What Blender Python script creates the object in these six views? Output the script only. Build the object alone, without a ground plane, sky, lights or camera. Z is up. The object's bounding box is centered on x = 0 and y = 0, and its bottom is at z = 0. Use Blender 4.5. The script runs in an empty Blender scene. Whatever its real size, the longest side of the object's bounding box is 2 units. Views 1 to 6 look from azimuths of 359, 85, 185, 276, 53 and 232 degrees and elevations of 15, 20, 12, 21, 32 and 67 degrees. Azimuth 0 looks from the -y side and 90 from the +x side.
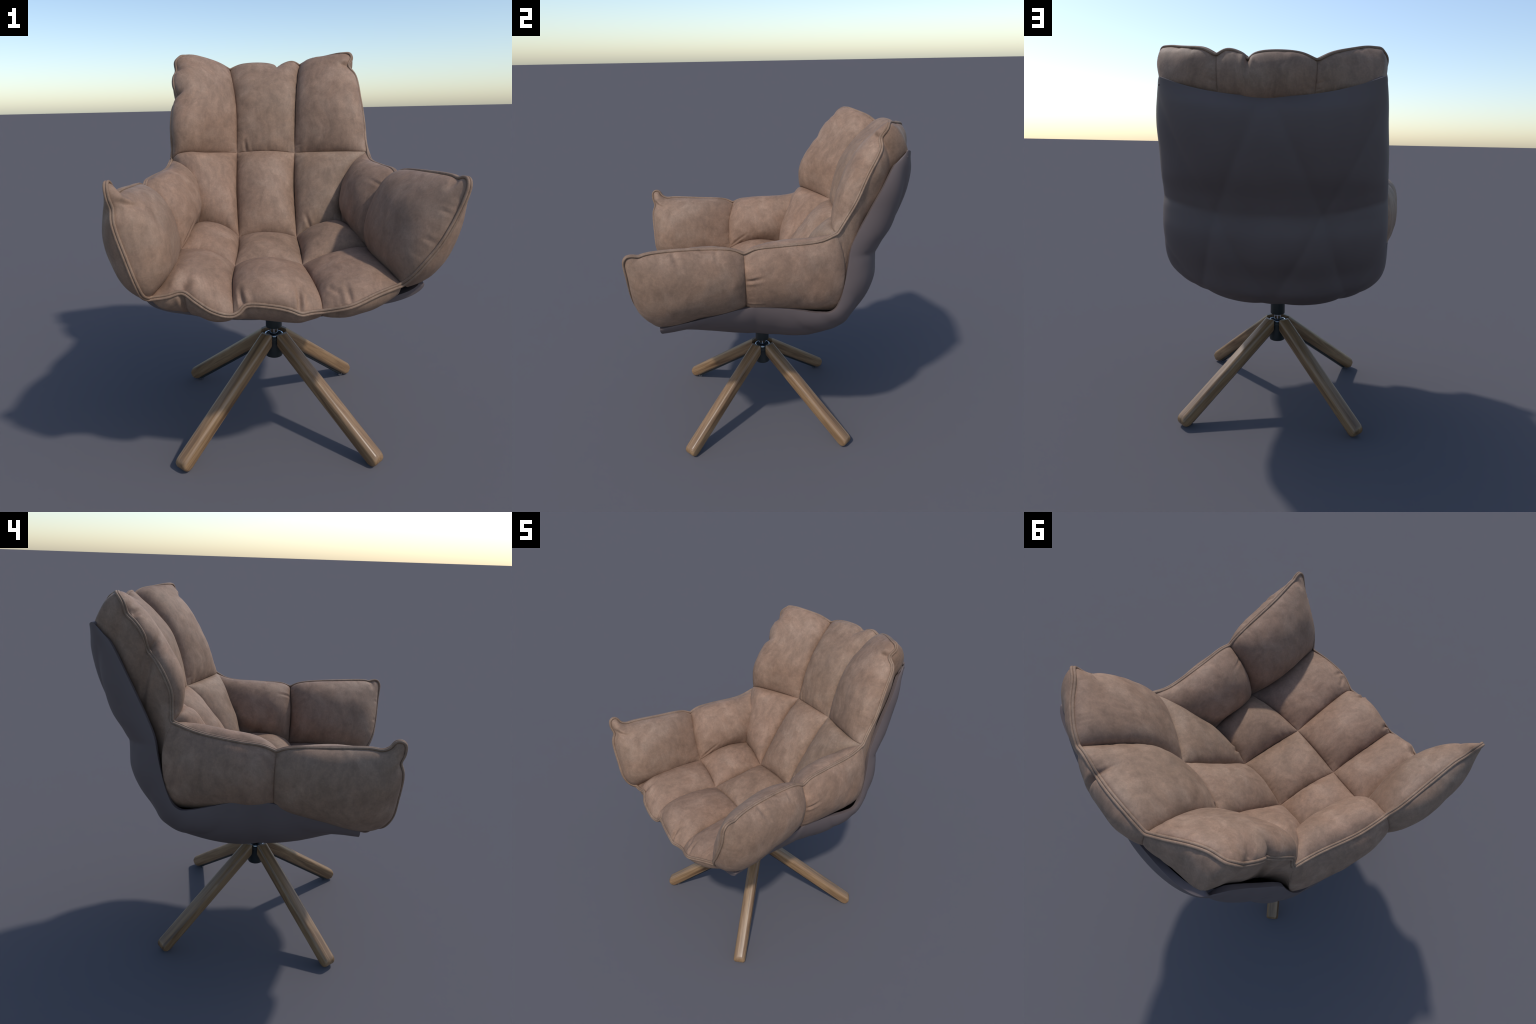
import bpy, bmesh, math, random
import numpy as np
from mathutils import Vector, noise, geometry

rng = np.random.default_rng(7)

# ------------------------------------------------------------------ materials
def new_mat(name):
    m = bpy.data.materials.new(name)
    m.use_nodes = True
    nt = m.node_tree
    nt.nodes.clear()
    out = nt.nodes.new("ShaderNodeOutputMaterial")
    b = nt.nodes.new("ShaderNodeBsdfPrincipled")
    nt.links.new(b.outputs[0], out.inputs[0])
    return m, nt, b

def nd(nt, kind, **kw):
    n = nt.nodes.new(kind)
    for k, v in kw.items():
        if k in n.inputs:
            n.inputs[k].default_value = v
        else:
            setattr(n, k, v)
    return n

def ramp(nt, stops):
    r = nt.nodes.new("ShaderNodeValToRGB")
    el = r.color_ramp.elements
    while len(el) < len(stops):
        el.new(0.5)
    for e, (p, c) in zip(el, stops):
        e.position = p
        e.color = (*c, 1) if len(c) == 3 else c
    return r

def mix(nt, fac, a, b, mode="MIX"):
    n = nt.nodes.new("ShaderNodeMix")
    n.data_type = "RGBA"
    n.blend_type = mode
    for sock, val in ((n.inputs[0], fac), (n.inputs[6], a), (n.inputs[7], b)):
        if hasattr(val, "is_linked"):
            nt.links.new(val, sock)
        else:
            sock.default_value = val if isinstance(val, (int, float)) else (*val, 1)
    return n.outputs[2]

def leather_material(name, tint=1.0):
    m, nt, b = new_mat(name)
    L = nt.links
    tc = nd(nt, "ShaderNodeTexCoord")
    warp = nd(nt, "ShaderNodeTexNoise", Scale=4.0, Detail=2.0)
    L.new(tc.outputs["Object"], warp.inputs["Vector"])
    wv = nd(nt, "ShaderNodeVectorMath", operation="MULTIPLY_ADD")
    L.new(warp.outputs["Color"], wv.inputs[0])
    wv.inputs[1].default_value = (0.16, 0.16, 0.16)
    L.new(tc.outputs["Object"], wv.inputs[2])
    # broad worn patches
    n1 = nd(nt, "ShaderNodeTexNoise", Scale=6.5, Detail=7.0, Roughness=0.62)
    L.new(wv.outputs[0], n1.inputs["Vector"])
    # streaky brushed nap
    mp = nd(nt, "ShaderNodeMapping")
    mp.inputs["Scale"].default_value = (30, 17, 9)
    mp.inputs["Rotation"].default_value = (0.25, 0.1, 0.2)
    L.new(wv.outputs[0], mp.inputs["Vector"])
    n2 = nd(nt, "ShaderNodeTexNoise", Scale=1.0, Detail=6.0, Roughness=0.65)
    L.new(mp.outputs[0], n2.inputs["Vector"])
    n3 = nd(nt, "ShaderNodeTexNoise", Scale=150.0, Detail=4.0, Roughness=0.7)
    L.new(tc.outputs["Object"], n3.inputs["Vector"])
    t = tint
    base = ramp(nt, [(0.28, (0.213*t, 0.134*t, 0.091*t)), (0.50, (0.247*t, 0.157*t, 0.109*t)),
                     (0.72, (0.296*t, 0.199*t, 0.143*t))])
    L.new(n1.outputs["Fac"], base.inputs[0])
    # pinker and greyer zones of the hide
    n4 = nd(nt, "ShaderNodeTexNoise", Scale=3.1, Detail=4.0, Roughness=0.55)
    L.new(wv.outputs[0], n4.inputs["Vector"])
    hue = ramp(nt, [(0.36, (0.47, 0.50, 0.52)), (0.64, (0.53, 0.50, 0.48))])
    L.new(n4.outputs["Fac"], hue.inputs[0])
    c0 = mix(nt, 0.3, base.outputs[0], hue.outputs[0], "OVERLAY")
    # every panel is cut from another part of the hide
    oi = nd(nt, "ShaderNodeObjectInfo")
    cut = ramp(nt, [(0.0, (0.476, 0.495, 0.486)), (0.5, (0.496, 0.499, 0.494)), (1.0, (0.514, 0.499, 0.490))])
    L.new(oi.outputs["Random"], cut.inputs[0])
    c0 = mix(nt, 0.8, c0, cut.outputs[0], "OVERLAY")
    st = ramp(nt, [(0.30, (0.36, 0.36, 0.36)), (0.50, (0.5, 0.5, 0.5)), (0.72, (0.66, 0.65, 0.64))])
    L.new(n2.outputs["Fac"], st.inputs[0])
    c1 = mix(nt, 0.58, c0, st.outputs[0], "OVERLAY")
    # small scuffs
    n5 = nd(nt, "ShaderNodeTexNoise", Scale=38.0, Detail=5.0, Roughness=0.68, Distortion=0.8)
    L.new(tc.outputs["Object"], n5.inputs["Vector"])
    sc = ramp(nt, [(0.34, (0.42, 0.42, 0.42)), (0.52, (0.5, 0.5, 0.5)), (0.70, (0.62, 0.61, 0.60))])
    L.new(n5.outputs["Fac"], sc.inputs[0])
    c1 = mix(nt, 0.5, c1, sc.outputs[0], "OVERLAY")
    gr = ramp(nt, [(0.3, (0.43, 0.43, 0.43)), (0.7, (0.57, 0.57, 0.57))])
    L.new(n3.outputs["Fac"], gr.inputs[0])
    c2 = mix(nt, 0.6, c1, gr.outputs[0], "OVERLAY")
    L.new(c2, b.inputs["Base Color"])
    b.inputs["Roughness"].default_value = 0.64
    b.inputs["Specular IOR Level"].default_value = 0.25
    b.inputs["Sheen Weight"].default_value = 0.02
    b.inputs["Sheen Roughness"].default_value = 0.45
    b.inputs["Sheen Tint"].default_value = (0.9, 0.8, 0.72, 1)
    bp = nd(nt, "ShaderNodeBump", Strength=0.12, Distance=0.004)
    L.new(n2.outputs["Fac"], bp.inputs["Height"])
    bp2 = nd(nt, "ShaderNodeBump", Strength=0.10, Distance=0.001)
    L.new(n3.outputs["Fac"], bp2.inputs["Height"])
    L.new(bp.outputs[0], bp2.inputs["Normal"])
    L.new(bp2.outputs[0], b.inputs["Normal"])
    return m

def shell_material():
    m, nt, b = new_mat("shell_plastic")
    L = nt.links
    tc = nd(nt, "ShaderNodeTexCoord")
    n = nd(nt, "ShaderNodeTexNoise", Scale=5.0, Detail=3.0)
    L.new(tc.outputs["Object"], n.inputs["Vector"])
    r = ramp(nt, [(0.3, (0.121, 0.095, 0.093)), (0.7, (0.129, 0.102, 0.100))])
    L.new(n.outputs["Fac"], r.inputs[0])
    L.new(r.outputs[0], b.inputs["Base Color"])
    b.inputs["Roughness"].default_value = 0.55
    b.inputs["Specular IOR Level"].default_value = 0.22
    return m

def wood_material():
    m, nt, b = new_mat("oak_wood")
    L = nt.links
    tc = nd(nt, "ShaderNodeTexCoord")
    oi = nd(nt, "ShaderNodeObjectInfo")
    off = nd(nt, "ShaderNodeVectorMath", operation="MULTIPLY_ADD")
    L.new(oi.outputs["Random"], off.inputs[0])
    off.inputs[1].default_value = (3.0, 7.0, 5.0)
    L.new(tc.outputs["Object"], off.inputs[2])
    mp = nd(nt, "ShaderNodeMapping")
    mp.inputs["Rotation"].default_value = (0, math.radians(-36), 0)
    L.new(off.outputs[0], mp.inputs["Vector"])
    mp1 = nd(nt, "ShaderNodeMapping")
    mp1.inputs["Scale"].default_value = (1.6, 26, 26)
    L.new(mp.outputs[0], mp1.inputs["Vector"])
    n1 = nd(nt, "ShaderNodeTexNoise", Scale=1.0, Detail=5.0, Roughness=0.6, Distortion=0.6)
    L.new(mp1.outputs[0], n1.inputs["Vector"])
    mp2 = nd(nt, "ShaderNodeMapping")
    mp2.inputs["Scale"].default_value = (5, 190, 190)
    L.new(mp.outputs[0], mp2.inputs["Vector"])
    n2 = nd(nt, "ShaderNodeTexNoise", Scale=1.0, Detail=3.0, Roughness=0.6)
    L.new(mp2.outputs[0], n2.inputs["Vector"])
    r = ramp(nt, [(0.30, (0.100, 0.052, 0.024)), (0.43, (0.200, 0.114, 0.055)), (0.55, (0.275, 0.168, 0.086)),
                  (0.62, (0.190, 0.108, 0.053)), (0.72, (0.265, 0.160, 0.082))])
    L.new(n1.outputs["Fac"], r.inputs[0])
    g = ramp(nt, [(0.35, (0.36, 0.36, 0.36)), (0.65, (0.56, 0.56, 0.56))])
    L.new(n2.outputs["Fac"], g.inputs[0])
    c = mix(nt, 0.6, r.outputs[0], g.outputs[0], "OVERLAY")
    L.new(c, b.inputs["Base Color"])
    b.inputs["Roughness"].default_value = 0.36
    b.inputs["Specular IOR Level"].default_value = 0.5
    bp = nd(nt, "ShaderNodeBump", Strength=0.06, Distance=0.001)
    L.new(n2.outputs["Fac"], bp.inputs["Height"])
    L.new(bp.outputs[0], b.inputs["Normal"])
    return m

def plain_material(name, col, rough, metal=0.0):
    m, nt, b = new_mat(name)
    tc = nd(nt, "ShaderNodeTexCoord")
    n = nd(nt, "ShaderNodeTexNoise", Scale=30.0, Detail=3.0)
    nt.links.new(tc.outputs["Object"], n.inputs["Vector"])
    r = ramp(nt, [(0.3, tuple(c * 0.94 for c in col)), (0.7, tuple(c * 1.06 for c in col))])
    nt.links.new(n.outputs["Fac"], r.inputs[0])
    nt.links.new(r.outputs[0], b.inputs["Base Color"])
    b.inputs["Roughness"].default_value = rough
    b.inputs["Metallic"].default_value = metal
    return m

LEATHER = leather_material("nubuck_leather")
PIPE = leather_material("piping_leather", 0.98)
SHELL = shell_material()
WOOD = wood_material()
DARK = plain_material("dark_metal", (0.030, 0.036, 0.038), 0.42, 0.3)
CHROME = plain_material("chrome", (0.62, 0.66, 0.70), 0.12, 1.0)

# ------------------------------------------------------------------ helpers
root = bpy.data.objects.new("swivel_armchair", None)
bpy.context.collection.objects.link(root)
root["label"] = "quilted brown leather swivel armchair with wooden legs"
root["category"] = "armchair"

def add_obj(name, me, mat=None, parent=root):
    ob = bpy.data.objects.new(name, me)
    bpy.context.collection.objects.link(ob)
    ob.parent = parent
    if mat is not None and not me.materials:
        me.materials.append(mat)
    return ob

def mesh_np(name, verts, faces, smooth=True):
    me = bpy.data.meshes.new(name)
    me.from_pydata([tuple(map(float, v)) for v in verts], [], [tuple(int(i) for i in f) for f in faces])
    me.update()
    if smooth:
        me.polygons.foreach_set("use_smooth", [True] * len(me.polygons))
    return me

def grid_faces(nu, nv, flip=False, wrap_u=False):
    fs = []
    for i in range(nu if wrap_u else nu - 1):
        a = i * nv
        b = ((i + 1) % nu) * nv
        for j in range(nv - 1):
            q = (a + j, b + j, b + j + 1, a + j + 1)
            fs.append(q[::-1] if flip else q)
    return fs

def spline(points, n, closed=False):
    """centripetal Catmull-Rom through the points, resampled evenly by length."""
    P = np.array(points, float)
    if len(P) == 2:
        t = np.linspace(0, 1, n)[:, None]
        return P[0] * (1 - t) + P[1] * t
    Q = np.vstack([2 * P[0] - P[1], P, 2 * P[-1] - P[-2]])
    out = []
    for i in range(1, len(Q) - 2):
        p0, p1, p2, p3 = Q[i - 1:i + 3]
        t0 = 0.0
        t1 = t0 + np.linalg.norm(p1 - p0) ** 0.5 + 1e-9
        t2 = t1 + np.linalg.norm(p2 - p1) ** 0.5 + 1e-9
        t3 = t2 + np.linalg.norm(p3 - p2) ** 0.5 + 1e-9
        t = np.linspace(t1, t2, 40, endpoint=False)[:, None]
        a1 = (t1 - t) / (t1 - t0) * p0 + (t - t0) / (t1 - t0) * p1
        a2 = (t2 - t) / (t2 - t1) * p1 + (t - t1) / (t2 - t1) * p2
        a3 = (t3 - t) / (t3 - t2) * p2 + (t - t2) / (t3 - t2) * p3
        b1 = (t2 - t) / (t2 - t0) * a1 + (t - t0) / (t2 - t0) * a2
        b2 = (t3 - t) / (t3 - t1) * a2 + (t - t1) / (t3 - t1) * a3
        out.append((t2 - t) / (t2 - t1) * b1 + (t - t1) / (t2 - t1) * b2)
    D = np.vstack(out + [P[-1:]])
    return resample(D, np.linspace(0, 1, n))

def resample(D, s):
    l = np.concatenate([[0], np.cumsum(np.linalg.norm(np.diff(D, axis=0), axis=1))])
    l /= l[-1]
    return np.stack([np.interp(s, l, D[:, k]) for k in range(3)], 1)

def unit(v):
    return v / np.maximum(np.linalg.norm(v, axis=-1, keepdims=True), 1e-9)

def blur(A, times, wrap=False):
    A = A.copy()
    for _ in range(times):
        for ax in (0, 1) if A.ndim == 3 else (0,):
            pad = [(0, 0)] * A.ndim
            pad[ax] = (1, 1)
            B = np.pad(A, pad, mode="wrap" if wrap else "edge")
            n = A.shape[ax]
            A = (np.take(B, range(0, n), ax) + 2 * np.take(B, range(1, n + 1), ax) + np.take(B, range(2, n + 2), ax)) / 4
    return A

# ------------------------------------------------------------------ cushion: seam network
# columns 0..3 run from the sitter's right hand side (-x) to the left (+x)
N = dict(
    T0=(-.500, .560, 1.990), T1=(-.222, .715, 1.917), T2=(.212, .725, 1.934), T3=(.489, .568, 1.989),
    M0=(-.558, .303, 1.415), M1=(-.188, .420, 1.439), M2=(.150, .398, 1.433), M3=(.556, .302, 1.435),
    C0=(-.410, .118, 1.082), C1=(-.186, .086, 1.008), C2=(.131, .084, 1.000), C3=(.378, .094, 1.080),
    S0=(-.462, -.250, 1.035), S1=(-.205, -.284, .950), S2=(.124, -.296, .950), S3=(.458, -.213, 1.010),
    F0=(-.549, -.709, .942), F1=(-.206, -.742, .872), F2=(.160, -.748, .882), F3=(.490, -.714, .976),
    AmL=(-.629, -.209, 1.328), AfL=(-.669, -.760, 1.428), AmR=(.594, -.197, 1.360), AfR=(.704, -.773, 1.412),
    # hidden corners inside the shell
    BmL=(-.595, -.205, 1.000), BbL=(-.540, .315, .960), BmR=(.505, -.190, .990), BbR=(.505, .315, .965),
    KcL=(-.485, .685, 1.825), KcR=(.450, .690, 1.825), K1=(-.215, .735, 1.770), K2=(.205, .735, 1.770),
    U0=(-.490, -.600, .890), U1=(-.220, -.600, .825), U2=(.150, -.600, .825), U3=(.480, -.600, .905),
)
CURVES = {
    "T0-T1": [(-.440, .580, 1.992), (-.382, .612, 1.981), (-.290, .675, 1.953)],
    "T1-T2": [(-.150, .722, 1.944), (-.020, .730, 1.950), (.045, .730, 1.938), (.073, .730, 1.916), (.100, .728, 1.938), (.165, .722, 1.957)],
    "T2-T3": [(.270, .700, 1.963), (.360, .650, 1.977), (.440, .590, 1.989)],
    "T3-M3": [(.500, .560, 1.965), (.478, .536, 1.916), (.516, .528, 1.866), (.537, .458, 1.730), (.550, .397, 1.596), (.549, .341, 1.497)],
    "T0-M0": [(-.530, .525, 1.955), (-.525, .510, 1.904), (-.537, .470, 1.870), (-.537, .437, 1.822), (-.511, .420, 1.742), (-.538, .380, 1.706), (-.549, .331, 1.624), (-.550, .306, 1.555), (-.549, .304, 1.470)],
    "T1-M1": [(-.189, .520, 1.699)],
    "T2-M2": [(.171, .522, 1.744)],
    "M0-M1": [(-.514, .275, 1.452), (-.374, .350, 1.445)],
    "M1-M2": [(-.010, .395, 1.446)],
    "M2-M3": [(.346, .335, 1.438), (.510, .292, 1.440)],
    "M1-C1": [(-.197, .290, 1.251)],
    "M2-C2": [(.137, .295, 1.240)],
    "M0-C0": [(-.510, .292, 1.370), (-.462, .242, 1.240), (-.435, .178, 1.140)],
    "M3-C3": [(.505, .295, 1.385), (.445, .240, 1.240), (.408, .170, 1.130)],
    "C0-C1": [(-.300, .112, 1.048)],
    "C1-C2": [(-.022, .090, 1.006)],
    "C2-C3": [(.260, .098, 1.040)],
    "C1-S1": [(-.192, -.105, .970)],
    "C2-S2": [(.137, -.092, .952)],
    "S0-S1": [(-.320, -.262, .995)],
    "S1-S2": [(-.011, -.291, .955)],
    "S2-S3": [(.290, -.262, .985)],
    "S1-F1": [(-.209, -.530, .942), (-.208, -.690, .915)],
    "S2-F2": [(.146, -.558, .936), (.158, -.700, .915)],
    "C0-S0": [(-.462, -.070, 1.066)],
    "C3-S3": [(.428, -.065, 1.050)],
    "S0-F0": [(-.512, -.490, .985)],
    "S3-F3": [(.482, -.453, .982)],
    "M0-AmL": [(-.572, .174, 1.375), (-.618, -.031, 1.358), (-.630, -.150, 1.350)],
    "M3-AmR": [(.555, .218, 1.398), (.572, .000, 1.385), (.588, -.140, 1.380)],
    "AmL-S0": [(-.600, -.215, 1.300), (-.530, -.245, 1.210)],
    "AmR-S3": [(.565, -.200, 1.330), (.500, -.215, 1.215)],
    "AmL-AfL": [(-.640, -.262, 1.350), (-.645, -.450, 1.366), (-.648, -.630, 1.378), (-.655, -.690, 1.376), (-.660, -.722, 1.395), (-.666, -.738, 1.422)],
    "AmR-AfR": [(.600, -.260, 1.387), (.644, -.552, 1.411), (.680, -.690, 1.411), (.690, -.722, 1.404), (.698, -.745, 1.412)],
    "AfL-F0": [(-.668, -.778, 1.415), (-.664, -.780, 1.370), (-.655, -.768, 1.326), (-.652, -.785, 1.275), (-.615, -.784, 1.130), (-.584, -.774, 1.020), (-.568, -.745, .965)],
    "AfR-F3": [(.703, -.788, 1.390), (.675, -.785, 1.290), (.615, -.780, 1.163), (.560, -.768, 1.080), (.520, -.742, 1.015)],
    "F0-F1": [(-.480, -.712, .950), (-.413, -.711, .965), (-.360, -.740, .938), (-.300, -.748, .898), (-.240, -.748, .876)],
    "F1-F2": [(-.180, -.738, .885), (-.158, -.733, .908), (-.035, -.757, .909), (.030, -.765, .895), (.072, -.765, .878), (.110, -.757, .882)],
    "F2-F3": [(.266, -.772, .908), (.385, -.748, .950)],
    # outside
    "AmL-BmL": [(-.668, -.207, 1.230), (-.655, -.207, 1.110)],
    "AmR-BmR": [(.628, -.195, 1.240), (.590, -.193, 1.100)],
    "M0-BbL": [(-.580, .345, 1.300), (-.585, .350, 1.150), (-.570, .335, 1.030)],
    "M3-BbR": [(.550, .345, 1.300), (.550, .352, 1.150), (.535, .335, 1.030)],
    "BbL-BmL": [(-.565, .100, .975)],
    "BbR-BmR": [(.495, .100, .970)],
    "BmL-F0": [(-.570, -.420, .965), (-.555, -.630, .916)],
    "BmR-F3": [(.515, -.420, .970), (.540, -.630, .938)],
    "BbL-KcL": [(-.495, .405, 1.200), (-.490, .450, 1.380), (-.485, .540, 1.560), (-.470, .620, 1.720)],
    "BbR-KcR": [(.470, .405, 1.200), (.465, .450, 1.380), (.460, .540, 1.560), (.445, .620, 1.720)],
    "KcL-K1": [(-.340, .710, 1.800)],
    "KcR-K2": [(.320, .710, 1.800)],
    "T1-K1": [(-.222, .742, 1.860)],
    "T2-K2": [(.208, .745, 1.865)],
    "K1-K2": [(.0, .738, 1.745)],
    "F0-U0": [(-.520, -.670, .895)],
    "F1-U1": [(-.208, -.700, .842)],
    "F2-U2": [(.160, -.700, .846)],
    "F3-U3": [(.485, -.680, .925)],
    "U0-U1": [(-.360, -.600, .848)],
    "U1-U2": [(-.03, -.600, .815)],
    "U2-U3": [(.330, -.600, .850)],
}
N = {k: np.array(v) for k, v in N.items()}
DENSE = {}
CORNER = .68

def curve(path, n):
    """path like 'T0-T1' or a chain 'M0-T0-T1' of named seams."""
    names = path.split("-")
    segs = []
    for a, b in zip(names, names[1:]):
        k = f"{a}-{b}"
        if k in CURVES:
            P = [N[a], *CURVES[k], N[b]]
            rev = False
        elif f"{b}-{a}" in CURVES:
            k = f"{b}-{a}"
            P = [N[b], *CURVES[k], N[a]]
            rev = True
        else:
            P, rev = [N[a], N[b]], False
        if k not in DENSE:
            DENSE[k] = spline(P, 400)
        D = DENSE[k]
        segs.append(D[::-1] if rev else D)
    if n is not None and len(segs) == 2:       # two-part borders turn their corner at the same place
        q = np.asarray(n)
        k = np.searchsorted(q, CORNER)
        return np.vstack([resample(segs[0], q[:k] / CORNER), resample(segs[1], (q[k:] - CORNER) / (1 - CORNER))])
    D = np.vstack([segs[0]] + [s[1:] for s in segs[1:]])
    return D if n is None else resample(D, n)

def spacing(n):
    s = np.linspace(0, 1, n)
    return 0.62 * (1 - np.cos(np.pi * s)) / 2 + 0.38 * s

def smooth_curve(c, t):
    """the seam without its small nicks: low-pass with the ends held"""
    x = np.linspace(0, 1, 101)
    line = lambda q: c[0] * (1 - q[:, None]) + c[-1] * q[:, None]
    d = np.stack([np.interp(x, t, (c - line(t))[:, k]) for k in range(3)], 1)
    basis = np.stack([np.sin(np.pi * m * x) for m in (1, 2, 3)], 1)
    co = np.linalg.lstsq(basis, d, rcond=None)[0]
    return line(t) + np.stack([np.sin(np.pi * m * t) for m in (1, 2, 3)], 1) @ co

EDGE_IN = {}          # inward directions of panels along the seams, for the piping frame

def pillow(t, a, b):
    return np.clip(1 - np.abs(2 * t - 1) ** a, 0, 1) ** b

def panel(name, bottom, right, top, left, height, hint, nu=72, nv=72, a=2.15, b=0.55, foot=None, head=None, keep=False, shift=(0.5, 0.5), tucks=(), ripple=0.0022, lump=0.006, mat=None, seed=0):
    """A stuffed quilt panel: Coons patch through four seams, blown up along its normal.
    bottom/top run along u, left/right run along v."""
    su, sv = spacing(nu), spacing(nv)
    c0, c1 = curve(bottom, su), curve(top, su)
    d0, d1 = curve(left, sv), curve(right, sv)
    U, V = su[:, None, None], sv[None, :, None]
    full = (c0, c1, d0, d1)
    if not keep:
        c0, c1, d0, d1 = (smooth_curve(c, t) for c, t in zip(full, (su, su, sv, sv)))
    ruled_v = (1 - V) * c0[:, None] + V * c1[:, None]
    ruled_u = (1 - U) * d0[None] + U * d1[None]
    bil = (1 - U) * (1 - V) * c0[0] + U * (1 - V) * c0[-1] + (1 - U) * V * c1[0] + U * V * c1[-1]
    B = ruled_v + ruled_u - bil
    if keep:                   # long borders: the short ends only shape their own neighbourhood
        B = ruled_v + (1 - U) ** 7 * (d0[None] - ruled_v[:1]) + U ** 7 * (d1[None] - ruled_v[-1:])
    # the small scallops and nicks of a seam die out a hand's breadth into the panel
    wide = np.linalg.norm(B[-1] - B[0], axis=1).mean()
    tall = np.linalg.norm(B[:, -1] - B[:, 0], axis=1).mean()
    fade = lambda dist: np.exp(-(dist / .055) ** 1.5)
    B = (B + (full[0] - c0)[:, None] * fade(V * tall) + (full[1] - c1)[:, None] * fade((1 - V) * tall)
         + (full[2] - d0)[None] * fade(U * wide) + (full[3] - d1)[None] * fade((1 - U) * wide))
    du, dv = np.gradient(B, su, axis=0), np.gradient(B, sv, axis=1)
    nrm = unit(np.cross(du, dv))
    hint = np.array(hint, float)
    flip = (nrm.reshape(-1, 3).mean(0) @ hint) < 0
    if flip:
        nrm = -nrm
    nrm = unit(blur(nrm, 14))
    def skew(t, m):            # move the crest of the pillow off centre
        return t ** (math.log(0.5) / math.log(m))
    u2, v2 = skew(su, shift[0])[:, None], skew(sv, shift[1])[None, :]
    Fv = pillow(v2, a, b)
    if foot:                   # tapers gently into the shell at the far edge
        Fv = np.where(v2 > .5, pillow(v2, a, foot), Fv)
    if head:                   # fuller right up to the near edge
        Fv = np.where(v2 < .5, pillow(v2, a, head), Fv)
    F = pillow(u2, a, b) * Fv
    H = height * F
    # gentle lumps of the filling
    off = Vector((seed * 3.1, seed * 1.7, seed * 2.3))
    nz = np.zeros((nu, nv))
    for i in range(nu):
        for j in range(nv):
            p = Vector(B[i, j])
            nz[i, j] = noise.noise(p * 7 + off) * 1.0 + noise.noise(p * 16 + off) * 0.45
    H = H + lump * nz * np.minimum(1, F * 1.2)
    # gathers along the stitching
    lu = np.linalg.norm(du, axis=2).mean()
    lv = np.linalg.norm(dv, axis=2).mean()
    r = np.random.default_rng(100 + seed)
    for edge in range(4):
        along = (su[:, None] + 0 * sv[None]) if edge < 2 else (sv[None] + 0 * su[:, None])
        La, Ld = (lu, lv) if edge < 2 else (lv, lu)
        dist = {0: sv[None] * lv, 1: (1 - sv[None]) * lv, 2: su[:, None] * lu, 3: (1 - su[:, None]) * lu}[edge] + 0 * along
        for k in range(int(La / 0.055)):
            c, w, ln, am = r.uniform(.06, .94), r.uniform(.006, .014), r.uniform(.018, .05), r.uniform(.3, 1.5)
            x = (along - c) * La / w
            H -= ripple * am * np.exp(-x * x) * np.exp(-(dist / ln) ** 2) * np.minimum(1, dist / 0.008)
    # hand placed tucks and folds: (u0, v0, u1, v1, width, depth)
    for (u0, v0, u1, v1, w, dep) in tucks:
        ax, ay = (su[:, None] - u0) * lu, (sv[None] - v0) * lv
        ex, ey = (u1 - u0) * lu, (v1 - v0) * lv
        LL = math.hypot(ex, ey)
        t = (ax * ex + ay * ey) / LL
        q = (ax * ey - ay * ex) / LL
        tt = np.clip(t / LL, 0, 1)
        d = np.hypot(q, np.where(t < 0, t, np.where(t > LL, t - LL, 0)))
        fade = 1 - 0.8 * tt ** 1.5
        H += dep * fade * (-np.exp(-(d / w) ** 2) + 0.45 * np.exp(-((d - 2.0 * w) / (1.1 * w)) ** 2)) * np.minimum(1, F * 2.5)
    P = B + nrm * H[..., None]
    # inward directions on the four borders
    for key, vec in ((bottom, dv[:, 0]), (top, -dv[:, -1]), (left, du[0]), (right, -du[-1])):
        EDGE_IN.setdefault(key, []).append((su if key in (bottom, top) else sv, unit(vec)))
    me = mesh_np(name, P.reshape(-1, 3), grid_faces(nu, nv, flip))
    return add_obj(name, me, mat or LEATHER)

# ---- inside faces
BK = (0, -1, .35)
panel("backrest_panel", "T0-T1", "T1-M1", "M0-M1", "T0-M0", .068, BK, nv=96, seed=1, shift=(.5, .47), head=.42, tucks=[(-.02, .47, .16, .43, .018, .014), (.05, .2, .16, .22, .012, .010)])
panel("backrest_panel", "T1-T2", "T2-M2", "M1-M2", "T1-M1", .056, BK, nv=96, seed=2, shift=(.5, .44), head=.42, tucks=[(.16, .99, .15, .90, .010, .012)])
panel("backrest_panel", "T2-T3", "T3-M3", "M2-M3", "T2-M2", .085, BK, nv=96, seed=3, shift=(.5, .49), head=.42, tucks=[(.98, .14, .86, .16, .012, .020)])
panel("backrest_panel", "M0-M1", "M1-C1", "C0-C1", "M0-C0", .106, BK, b=.52, seed=4)
panel("backrest_panel", "M1-M2", "M2-C2", "C1-C2", "M1-C1", .098, BK, seed=5)
panel("backrest_panel", "M2-M3", "M3-C3", "C2-C3", "M2-C2", .104, BK, b=.52, seed=6, tucks=[(.3, .97, .18, .82, .010, .010)])
UP = (0, 0, 1)
panel("seat_panel", "C0-C1", "C1-S1", "S0-S1", "C0-S0", .082, UP, seed=7)
panel("seat_panel", "C1-C2", "C2-S2", "S1-S2", "C1-S1", .078, UP, seed=8)
panel("seat_panel", "C2-C3", "C3-S3", "S2-S3", "C2-S2", .090, UP, seed=9)
panel("seat_panel", "S0-S1", "S1-F1", "F0-F1", "S0-F0", .068, UP, seed=10, tucks=[(.36, .99, .42, .80, .016, .018)])
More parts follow.
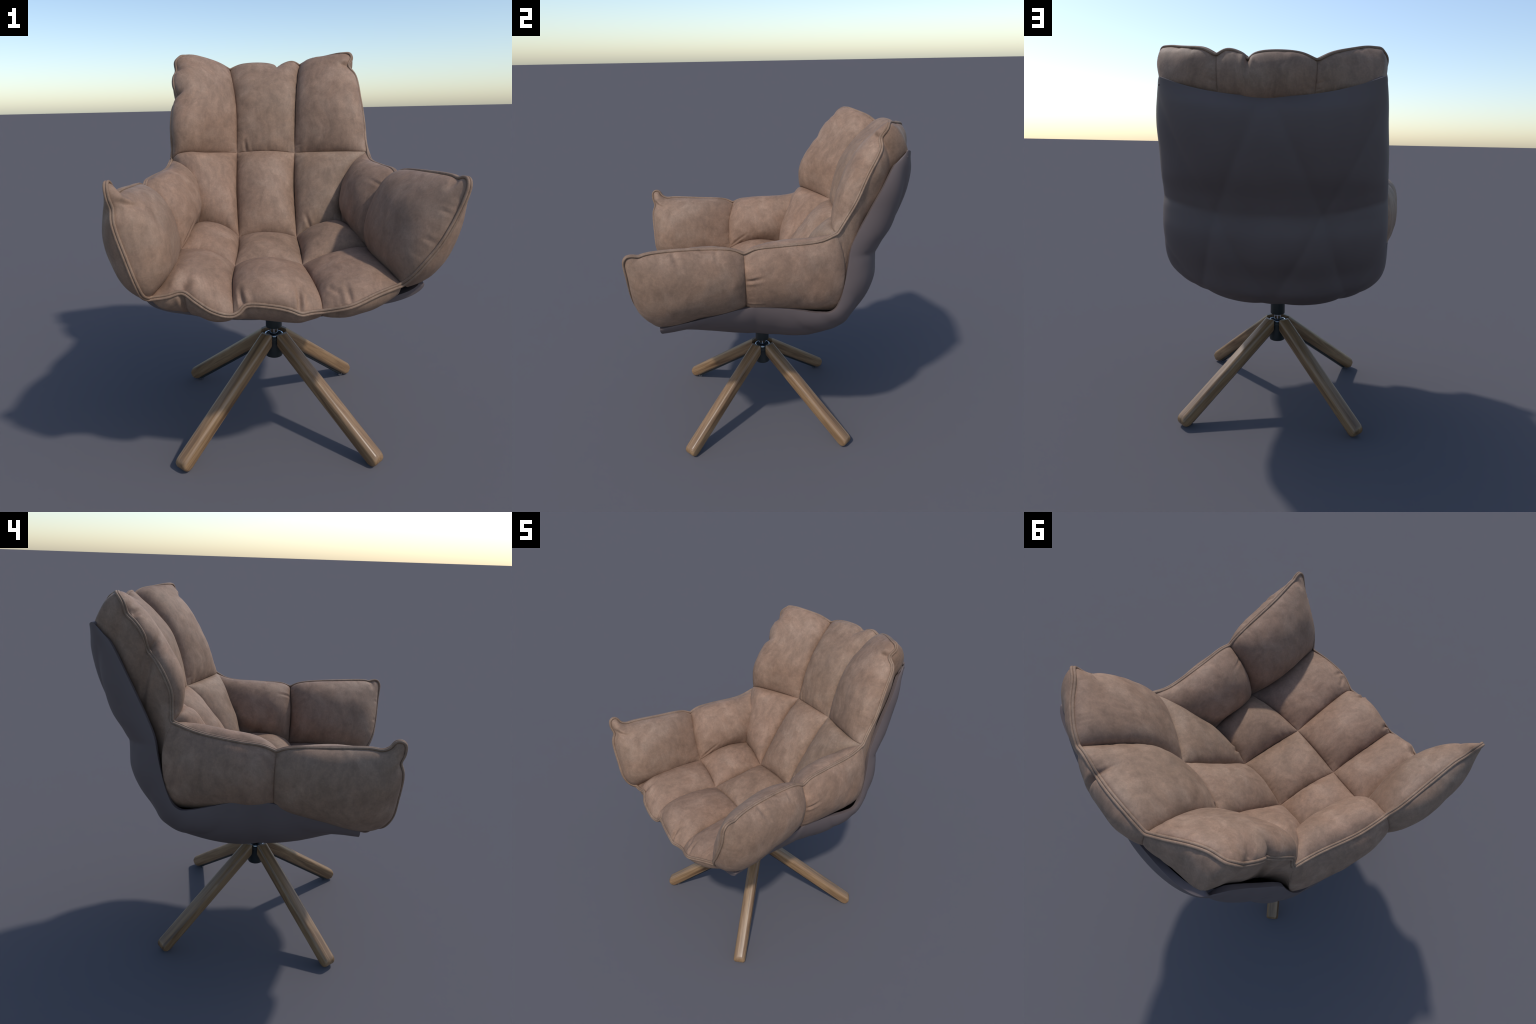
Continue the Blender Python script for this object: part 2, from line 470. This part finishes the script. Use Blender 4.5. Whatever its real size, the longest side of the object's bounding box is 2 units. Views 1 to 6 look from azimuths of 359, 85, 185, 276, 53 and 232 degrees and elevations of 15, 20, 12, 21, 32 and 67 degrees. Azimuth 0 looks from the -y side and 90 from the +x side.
panel("seat_panel", "S1-S2", "S2-F2", "F1-F2", "S1-F1", .074, UP, seed=11, tucks=[(.14, .99, .12, .84, .010, .018), (.74, .99, .72, .84, .010, .018)])
panel("seat_panel", "S2-S3", "S3-F3", "F2-F3", "S2-F2", .068, UP, seed=12, tucks=[(.34, .99, .33, .82, .010, .011), (.14, .82, .26, .92, .010, .006)])
panel("armrest_inner_panel", "M0-AmL", "AmL-S0", "C0-S0", "M0-C0", .116, (1, 0, .5), b=.50, seed=13, tucks=[(.96, .95, .70, .78, .009, .006)])
panel("armrest_inner_panel", "AmL-AfL", "AfL-F0", "S0-F0", "AmL-S0", .126, (1, 0, .5), shift=(.62, .5), seed=14, tucks=[(.98, .16, .80, .18, .012, .012)])
panel("armrest_inner_panel", "M3-AmR", "AmR-S3", "C3-S3", "M3-C3", .100, (-1, 0, .5), b=.50, seed=15, tucks=[(.98, .22, .82, .25, .007, .006)])
panel("armrest_inner_panel", "AmR-AfR", "AfR-F3", "S3-F3", "AmR-S3", .118, (-1, 0, .5), seed=16, tucks=[(.99, .30, .93, .29, .007, .007), (.99, .56, .94, .55, .007, .007), (.93, .02, .90, .10, .010, .010)])
# ---- outside faces
panel("armrest_outer_panel", "M0-AmL", "AmL-BmL", "BbL-BmL", "M0-BbL", .045, (-1, 0, 0), foot=1.0, seed=17)
panel("armrest_outer_panel", "AmL-AfL", "AfL-F0", "BmL-F0", "AmL-BmL", .095, (-1, 0, 0), shift=(.58, .5), foot=1.0, seed=18)
panel("armrest_outer_panel", "M3-AmR", "AmR-BmR", "BbR-BmR", "M3-BbR", .055, (1, 0, 0), foot=1.05, seed=19, tucks=[(.99, .35, .84, .34, .008, .012), (.99, .75, .82, .74, .008, .012)])
panel("armrest_outer_panel", "AmR-AfR", "AfR-F3", "BmR-F3", "AmR-BmR", .090, (1, 0, 0), shift=(.56, .5), foot=1.05, seed=20, tucks=[(.62, .02, .56, .16, .012, .012), (.26, .02, .25, .12, .010, .008)])
panel("backrest_border_panel", "M0-T0-T1", "T1-K1", "BbL-KcL-K1", "M0-BbL", .028, (-1, .5, .3), shift=(.76, .5), nu=140, keep=True, seed=21, tucks=[(.33, .05, .36, .8, .020, .012)])
panel("backrest_border_panel", "T1-T2", "T2-K2", "K1-K2", "T1-K1", .046, (0, 1, .3), nu=90, seed=22, tucks=[(.67, .02, .67, .4, .012, .016)])
panel("backrest_border_panel", "M3-T3-T2", "T2-K2", "BbR-KcR-K2", "M3-BbR", .030, (1, .5, .3), shift=(.76, .5), nu=140, keep=True, seed=23)
panel("seat_border_panel", "F0-F1", "F1-U1", "U0-U1", "F0-U0", .026, (0, -1, -.6), nv=40, seed=24, tucks=[(.37, .02, .40, .8, .012, .012)])
panel("seat_border_panel", "F1-F2", "F2-U2", "U1-U2", "F1-U1", .026, (0, -1, -.6), nv=40, seed=25)
panel("seat_border_panel", "F2-F3", "F3-U3", "U2-U3", "F2-U2", .026, (0, -1, -.6), nv=40, seed=26)

# ---- double piping all round the rim
def piping(name, path_parts, r=.0062, sep=.0054, push=.004):
    pts, ins = [], []
    for part in path_parts:
        n = max(24, int(np.linalg.norm(np.diff(curve(part, None), axis=0), axis=1).sum() / .0075))
        s = np.linspace(0, 1, n)
        P = curve(part, s)
        a, b = part.split("-")
        acc = np.zeros_like(P)
        for key in (part, f"{b}-{a}"):
            for (sp, vec) in EDGE_IN.get(key, []):
                v = np.stack([np.interp(s, sp, vec[:, k]) for k in range(3)], 1)
                acc += v if key == part else v[::-1]
        for key, lst in EDGE_IN.items():      # chained borders
            nm = key.split("-")
            if len(nm) == 3:
                tot = curve(key, None)
                ends = {}
                for (x, y) in ((nm[0], nm[1]), (nm[1], nm[2])):
                    if {x, y} == {a, b}:
                        for (sp, vec) in lst:
                            full = curve(key, np.linspace(0, 1, 300))
                            fv = np.stack([np.interp(np.linspace(0, 1, 300), sp, vec[:, k]) for k in range(3)], 1)
                            idx = np.argmin(((P[:, None] - full[None]) ** 2).sum(2), 1)
                            acc += fv[idx]
        k = slice(0, -1)
        pts.append(P[k])
        ins.append(unit(acc)[k])
    P, I = np.vstack(pts), np.vstack(ins)
    P = blur(P, 2, wrap=True)
    T = unit(np.roll(P, -1, 0) - np.roll(P, 1, 0))
    O = unit(blur(-I, 14, wrap=True))
    O = unit(O - T * (O * T).sum(1, keepdims=True))
    S = np.cross(T, O)
    verts, faces, base = [], [], 0
    M = 10
    th = np.linspace(0, 2 * np.pi, M, endpoint=False)
    for side in (-1, 1):
        C = P + O * push + S * (side * sep)
        ring = C[:, None] + r * (np.cos(th)[None, :, None] * S[:, None] + np.sin(th)[None, :, None] * O[:, None])
        n = len(P)
        verts.append(ring.reshape(-1, 3))
        for i in range(n):
            j = (i + 1) % n
            for k in range(M):
                l = (k + 1) % M
                faces.append((base + i * M + k, base + j * M + k, base + j * M + l, base + i * M + l))
        base += n * M
    me = mesh_np(name, np.vstack(verts), faces)
    return add_obj(name, me, PIPE)

piping("piping", ["F0-F1", "F1-F2", "F2-F3", "F3-AfR", "AfR-AmR", "AmR-M3", "M3-T3", "T3-T2", "T2-T1", "T1-T0", "T0-M0", "M0-AmL", "AmL-AfL", "AfL-F0"])

# ------------------------------------------------------------------ shell
# stations from the top of the back, round the rear corner, to the front lip:
# (centre x, y, z), left rim, right rim, roundness of the cross-section
STATIONS = [
    ((-.02, .762, 1.767), (-.528, .655, 1.865), (.484, .665, 1.853), 2.4),
    ((-.02, .784, 1.715), (-.545, .590, 1.775), (.510, .605, 1.775), 2.4),
    ((-.02, .780, 1.610), (-.556, .530, 1.660), (.528, .545, 1.660), 2.4),
    ((-.02, .756, 1.510), (-.570, .470, 1.540), (.533, .480, 1.540), 2.4),
    ((-.02, .718, 1.415), (-.580, .415, 1.420), (.543, .415, 1.420), 2.4),
    ((-.02, .652, 1.305), (-.588, .385, 1.340), (.550, .382, 1.340), 2.4),
    ((-.02, .620, 1.220), (-.594, .370, 1.250), (.558, .368, 1.250), 2.4),
    ((-.02, .613, 1.110), (-.600, .350, 1.150), (.564, .352, 1.150), 2.4),
    ((-.02, .578, 1.000), (-.604, .325, 1.060), (.568, .330, 1.055), 2.25),
    ((-.02, .515, .893), (-.608, .295, 1.000), (.570, .302, .998), 2.15),
    ((-.02, .462, .793), (-.611, .258, .978), (.572, .262, .980), 2.12),
    ((-.02, .380, .737), (-.620, .195, .990), (.572, .200, .985), 2.2),
    ((-.02, .255, .696), (-.635, .105, 1.021), (.574, .110, 1.005), 2.2),
    ((-.02, .092, .669), (-.648, .005, 1.056), (.576, .000, 1.028), 2.2),
    ((-.02, -.085, .668), (-.655, -.105, 1.078), (.580, -.120, 1.044), 2.15),
    ((-.02, -.260, .695), (-.652, -.215, 1.070), (.586, -.230, 1.038), 2.1),
    ((-.02, -.430, .745), (-.645, -.340, 1.030), (.592, -.370, 1.010), 2.05),
    ((-.02, -.550, .786), (-.628, -.480, .992), (.600, -.520, .985), 2.0),
    ((-.02, -.630, .806), (-.580, -.635, .925), (.600, -.660, .958), 2.1),
]

def build_shell():
    nS, nT = 190, 161
    arr = np.array([(*c, *l, *r, n) for c, l, r, n in STATIONS])
    # smooth resampling of the stations along the centre line
    cl = np.concatenate([[0], np.cumsum(np.linalg.norm(np.diff(arr[:, 3:6], axis=0), axis=1) + np.linalg.norm(np.diff(arr[:, 0:3], axis=0), axis=1))])
    cl /= cl[-1]
    s = np.linspace(0, 1, nS)
    A = np.zeros((nS, 10))
    for k in range(10):
        y = arr[:, k]
        m = np.gradient(y, cl)
        i = np.clip(np.searchsorted(cl, s, side="right") - 1, 0, len(cl) - 2)
        h = cl[i + 1] - cl[i]
        t = (s - cl[i]) / h
        A[:, k] = (2*t**3 - 3*t**2 + 1)*y[i] + (t**3 - 2*t**2 + t)*h*m[i] + (-2*t**3 + 3*t**2)*y[i+1] + (t**3 - t**2)*h*m[i+1]
    C, Lr, Rr, n = A[:, 0:3], A[:, 3:6], A[:, 6:9], A[:, 9]
    th = np.linspace(-1, 1, nT) * np.pi / 2
    P = np.zeros((nS, nT, 3))
    for j, a in enumerate(th):
        E = Lr if a < 0 else Rr
        n = A[:, 9] + (.34 * np.clip((s - .45) / .1, 0, 1) * np.clip((.97 - s) / .12, 0, 1) if a < 0 else -.34 * np.clip((s - .60) / .08, 0, 1))
        sn, cs = abs(math.sin(a)), max(0.0, math.cos(a))
        w = (sn ** (2 / n))[:, None]           # across
        d = (1 - cs ** (2 / n))[:, None]       # towards the rim
        P[:, j, 0] = C[:, 0] + (E[:, 0] - C[:, 0]) * w[:, 0]
        kz = np.clip((s - .30) / .22, 0, 1)    # back: rim height follows the width; seat: follows the wall
        ky = np.clip((s - .52) / .15, 0, 1)
        w2 = w[:, 0] ** 2.2
        P[:, j, 1] = C[:, 1] + (E[:, 1] - C[:, 1]) * ((1 - ky) * d[:, 0] + ky * w2)
        P[:, j, 2] = C[:, 2] + (E[:, 2] - C[:, 2]) * ((1 - kz) * w2 + kz * d[:, 0])
    # faceted zig-zag: dents at waist and belly nodes, crests between
    rows = ((-.3, (-.62, -.01, .58)), (5.2, (-.75, .72)), (5.9, (-.27, .25)), (10.6, (-.8, -.41, -.01, .37, .76)),
            (14.2, (-.8, -.22, .20, .76)), (18.3, (-.8, -.4, 0, .4, .76)))
    nodes = np.array([(k * .09, x) for k, lst in rows for x in lst])
    tris = geometry.delaunay_2d_cdt([Vector(q[:2]) for q in nodes], [], [], 0, 1e-6)[2]
    Q = np.stack([np.interp(s, cl, np.arange(len(cl)))[:, None] * .09 * np.ones((1, nT)), P[..., 0]], -1)
    fac = np.zeros((nS, nT))
    for t in tris:
        A0, B0, C0 = nodes[list(t)]
        det = (B0[0]-A0[0])*(C0[1]-A0[1]) - (C0[0]-A0[0])*(B0[1]-A0[1])
        q = Q - A0[:2]
        l1 = (q[..., 0]*(C0[1]-A0[1]) - q[..., 1]*(C0[0]-A0[0])) / det
        l2 = (q[..., 1]*(B0[0]-A0[0]) - q[..., 0]*(B0[1]-A0[1])) / det
        hit = (l1 >= -1e-6) & (l2 >= -1e-6) & (l1 + l2 <= 1 + 1e-6)
        fac = np.where(hit, .012 * (27 * np.clip(l1 * l2 * (1 - l1 - l2), 0, 1)) ** .5, fac)
    fac = blur(fac[..., None], 2)[..., 0] - .004
    # creases running diagonally between the corner points
    for (k0, x0, k1, x1) in ((0, -.02, 5.9, -.27), (0, -.02, 5.9, .25), (0, -.58, 5.9, -.27), (0, .54, 5.9, .25), (5.9, -.27, 10.6, -.01), (5.9, .25, 10.6, -.01),
                             (5.9, -.27, 10.6, -.41), (5.9, .25, 10.6, .37), (5.9, -.27, 5.2, -.7), (5.9, .25, 5.2, .7), (10.6, -.41, 14.2, -.22), (10.6, .37, 14.2, .2)):
        a0, d = np.array((k0 * .09, x0)), np.array(((k1 - k0) * .09, x1 - x0))
        t = np.clip(((Q - a0) @ d) / (d @ d), 0, 1)
        dist = np.linalg.norm(Q - a0 - t[..., None] * d, axis=-1)
        fac -= .007 * np.exp(-dist / .035) * (.4 + .6 * np.sin(np.pi * np.clip(t, .1, .9)))
    # dimple low on the back where the creases meet
    fac -= .016 * np.exp(-(((Q[..., 0] / .09 - 9.4) / 1.1) ** 2 + ((P[..., 0] + .03) / .17) ** 2))
    du, dv = np.gradient(P, axis=0), np.gradient(P, axis=1)
    nr = unit(np.cross(dv, du))
    if nr[35, nT // 2, 1] < 0:
        nr = -nr
    nr = unit(blur(nr, 8))
    edge = np.clip((1 - np.abs(th) / (np.pi / 2)) * 4, 0, 1)[None]
    P = P + nr * (fac * edge * np.clip(s / .045, 0, 1)[:, None])[..., None]
    th_n = np.abs(th) / (np.pi / 2)             # soften the two upper corners
    P[..., 2] -= .022 * np.clip((th_n[None] - .86) / .14, 0, 1) ** 2 * np.clip(1 - s[:, None] / .035, 0, 1)
    me = mesh_np("shell", P.reshape(-1, 3), grid_faces(nS, nT))
    ob = add_obj("shell", me, SHELL)
    bm = bmesh.new()
    bm.from_mesh(me)
    bmesh.ops.recalc_face_normals(bm, faces=bm.faces)
    bm.to_mesh(me)
    bm.free()
    # which way is out
    f = me.polygons[len(me.polygons) // 5]
    mid = me.polygons[35 * (nT - 1) + nT // 2]
    so = ob.modifiers.new("thick", "SOLIDIFY")
    so.thickness = .026
    so.offset = -1.0 if mid.normal.y > 0 else 1.0
    so.use_even_offset = False
    bv = ob.modifiers.new("round", "BEVEL")
    bv.width = .012
    bv.segments = 4
    bv.limit_method = "ANGLE"
    bv.angle_limit = math.radians(60)
    return ob

shell = build_shell()

# ------------------------------------------------------------------ base
AX, AY = -.008, -.064
PHI = math.radians(36)
HW = .0385

def rounded_prism(name, length, hw, hh, rad, seg=5, endrad=.012, nose=False):
    """beam along +x with a rounded rectangular section; the far end is softly
    rounded, or with nose=True a half-round nose as thick as the beam"""
    sec = []
    for cx, cy, a0 in ((1, 1, 0), (-1, 1, 90), (-1, -1, 180), (1, -1, 270)):
        for k in range(seg + 1):
            a = math.radians(a0 + 90 * k / seg)
            sec.append((cx * (hw - rad) + rad * math.cos(a), cy * (hh - rad) + rad * math.sin(a)))
    sec = np.array(sec)
    ends = []                                   # (distance from the end, y shrink, z shrink)
    for k in range(9):
        a = math.pi / 2 * k / 8
        ends.append((endrad * (1 - math.sin(a)), endrad * (1 - math.cos(a)), endrad * (1 - math.cos(a))))
    prof = sorted(ends)
    body = [(length * t, 0, 0) for t in np.linspace(.05, .93, 24)]
    tail = []
    if nose:
        for k in range(13):
            a = math.pi / 2 * k / 12 * .93
            e = max(0.0, hh * math.sin(a) - (hh - .016))
            tail.append((length - hh + hh * math.sin(a), .016 - math.sqrt(max(0, .016 ** 2 - e * e)), hh * (1 - math.cos(a))))
    else:
        tail = sorted([(length - x, cy, cz) for x, cy, cz in ends])
    prof = prof + body + tail
    verts, faces = [], []
    m = len(sec)
    for x, cy, cz in prof:
        k = np.array([(hw - cy) / hw, (hh - cz) / hh])
        for p in sec * k:
            verts.append((x, p[0], p[1]))
    for i in range(len(prof) - 1):
        for j in range(m):
            l = (j + 1) % m
            faces.append((i * m + j, (i + 1) * m + j, (i + 1) * m + l, i * m + l))
    faces.append(tuple(range(m))[::-1])
    faces.append(tuple((len(prof) - 1) * m + j for j in range(m)))
    return mesh_np(name, verts, faces)

def leg_mesh():
    rE, zE = .660 + HW * math.cos(PHI), HW + .003 - HW * math.sin(PHI)
    length = .86
    me = rounded_prism("leg", length, HW, HW, .024, seg=7, nose=True)
    bm = bmesh.new()
    bm.from_mesh(me)
    c, s = math.cos(PHI), math.sin(PHI)
    for v in bm.verts:            # beam end at the foot, pointing inwards and up
        d = length - v.co.x
        y, h = v.co.y, v.co.z
        v.co = (rE - d * c + h * s, y, zE + d * s + h * c)
    # sawn off: flat on top, upright against the hub, mitred against its neighbours
    for co, no in (((0, 0, .513), (0, 0, 1)), ((.060, 0, 0), (-1, 0, 0)), ((.006, 0, 0), (-1, 1, 0)), ((.006, 0, 0), (-1, -1, 0))):
        g = bmesh.ops.bisect_plane(bm, geom=bm.verts[:] + bm.edges[:] + bm.faces[:], plane_co=co, plane_no=no, clear_outer=True)
        ed = [e for e in g["geom_cut"] if isinstance(e, bmesh.types.BMEdge)]
        bmesh.ops.holes_fill(bm, edges=ed)
    bm.normal_update()
    bm.to_mesh(me)
    bm.free()
    me.polygons.foreach_set("use_smooth", [True] * len(me.polygons))
    me.set_sharp_from_angle(angle=math.radians(35))
    return me, rE, zE

LEG, rE, zE = leg_mesh()

def lathe(name, prof, seg=48):
    verts, faces = [], []
    for r, z in prof:
        for k in range(seg):
            a = 2 * math.pi * k / seg
            verts.append((r * math.cos(a), r * math.sin(a), z))
    for i in range(len(prof) - 1):
        for k in range(seg):
            l = (k + 1) % seg
            faces.append((i * seg + k, i * seg + l, (i + 1) * seg + l, (i + 1) * seg + k))
    me = mesh_np(name, verts, faces)
    me.set_sharp_from_angle(angle=math.radians(40))
    return me

RAIL = rounded_prism("leg_rail", .68, .017, .007, .004, 3, .004)
for v in RAIL.vertices:
    d = .68 - v.co.x + .05
    y, h = v.co.y, v.co.z - HW - .004
    v.co = (rE - d * math.cos(PHI) + h * math.sin(PHI), y, zE + d * math.sin(PHI) + h * math.cos(PHI))
GLIDE = lathe("foot_glide", [(.0, .0), (.013, .0), (.014, .003), (.014, .016), (.0, .018)], 24)
RAIL.materials.append(DARK)
GLIDE.materials.append(CHROME)
for k, ang in enumerate((44.6, 135.6, 225.8, 313.4)):
    leg = add_obj("leg", LEG, WOOD)
    leg.location = (AX, AY, 0)
    leg.rotation_euler = (0, 0, math.radians(ang))
    r_ob = add_obj("leg_rail", RAIL, DARK, leg)
    g_ob = add_obj("foot_glide", GLIDE, CHROME, leg)
    g_ob.location = (.630, 0, 0)

def at_axis(ob):
    ob.location = (AX, AY, 0)
    return ob

hub = at_axis(add_obj("hub", lathe("hub", [(0, .366), (.038, .366), (.045, .370), (.048, .379), (.049, .40), (.052, .470), (.058, .474), (.058, .490), (.054, .493), (0, .493)]), DARK))
ringp = [(.047 + .005 * math.cos(a), .496 + .005 * math.sin(a)) for a in np.linspace(0, 2 * math.pi, 13)]
at_axis(add_obj("chrome_ring", lathe("chrome_ring", ringp), CHROME))
at_axis(add_obj("gas_lift_rod", lathe("gas_lift_rod", [(.024, .480), (.024, .56)]), CHROME))
at_axis(add_obj("swivel_column", lathe("swivel_column", [(0, .537), (.041, .537), (.044, .541), (.044, .66), (0, .66)]), DARK))
bm = bmesh.new()
bmesh.ops.create_cube(bm, size=1)
for v in bm.verts:
    v.co = (v.co.x * .20, v.co.y * .16 - .035, .655 + v.co.z * .05)
bmesh.ops.bevel(bm, geom=bm.edges[:], offset=.006, segments=2, affect="EDGES")
me = bpy.data.meshes.new("mounting_plate")
bm.to_mesh(me)
bm.free()
at_axis(add_obj("mounting_plate", me, DARK))
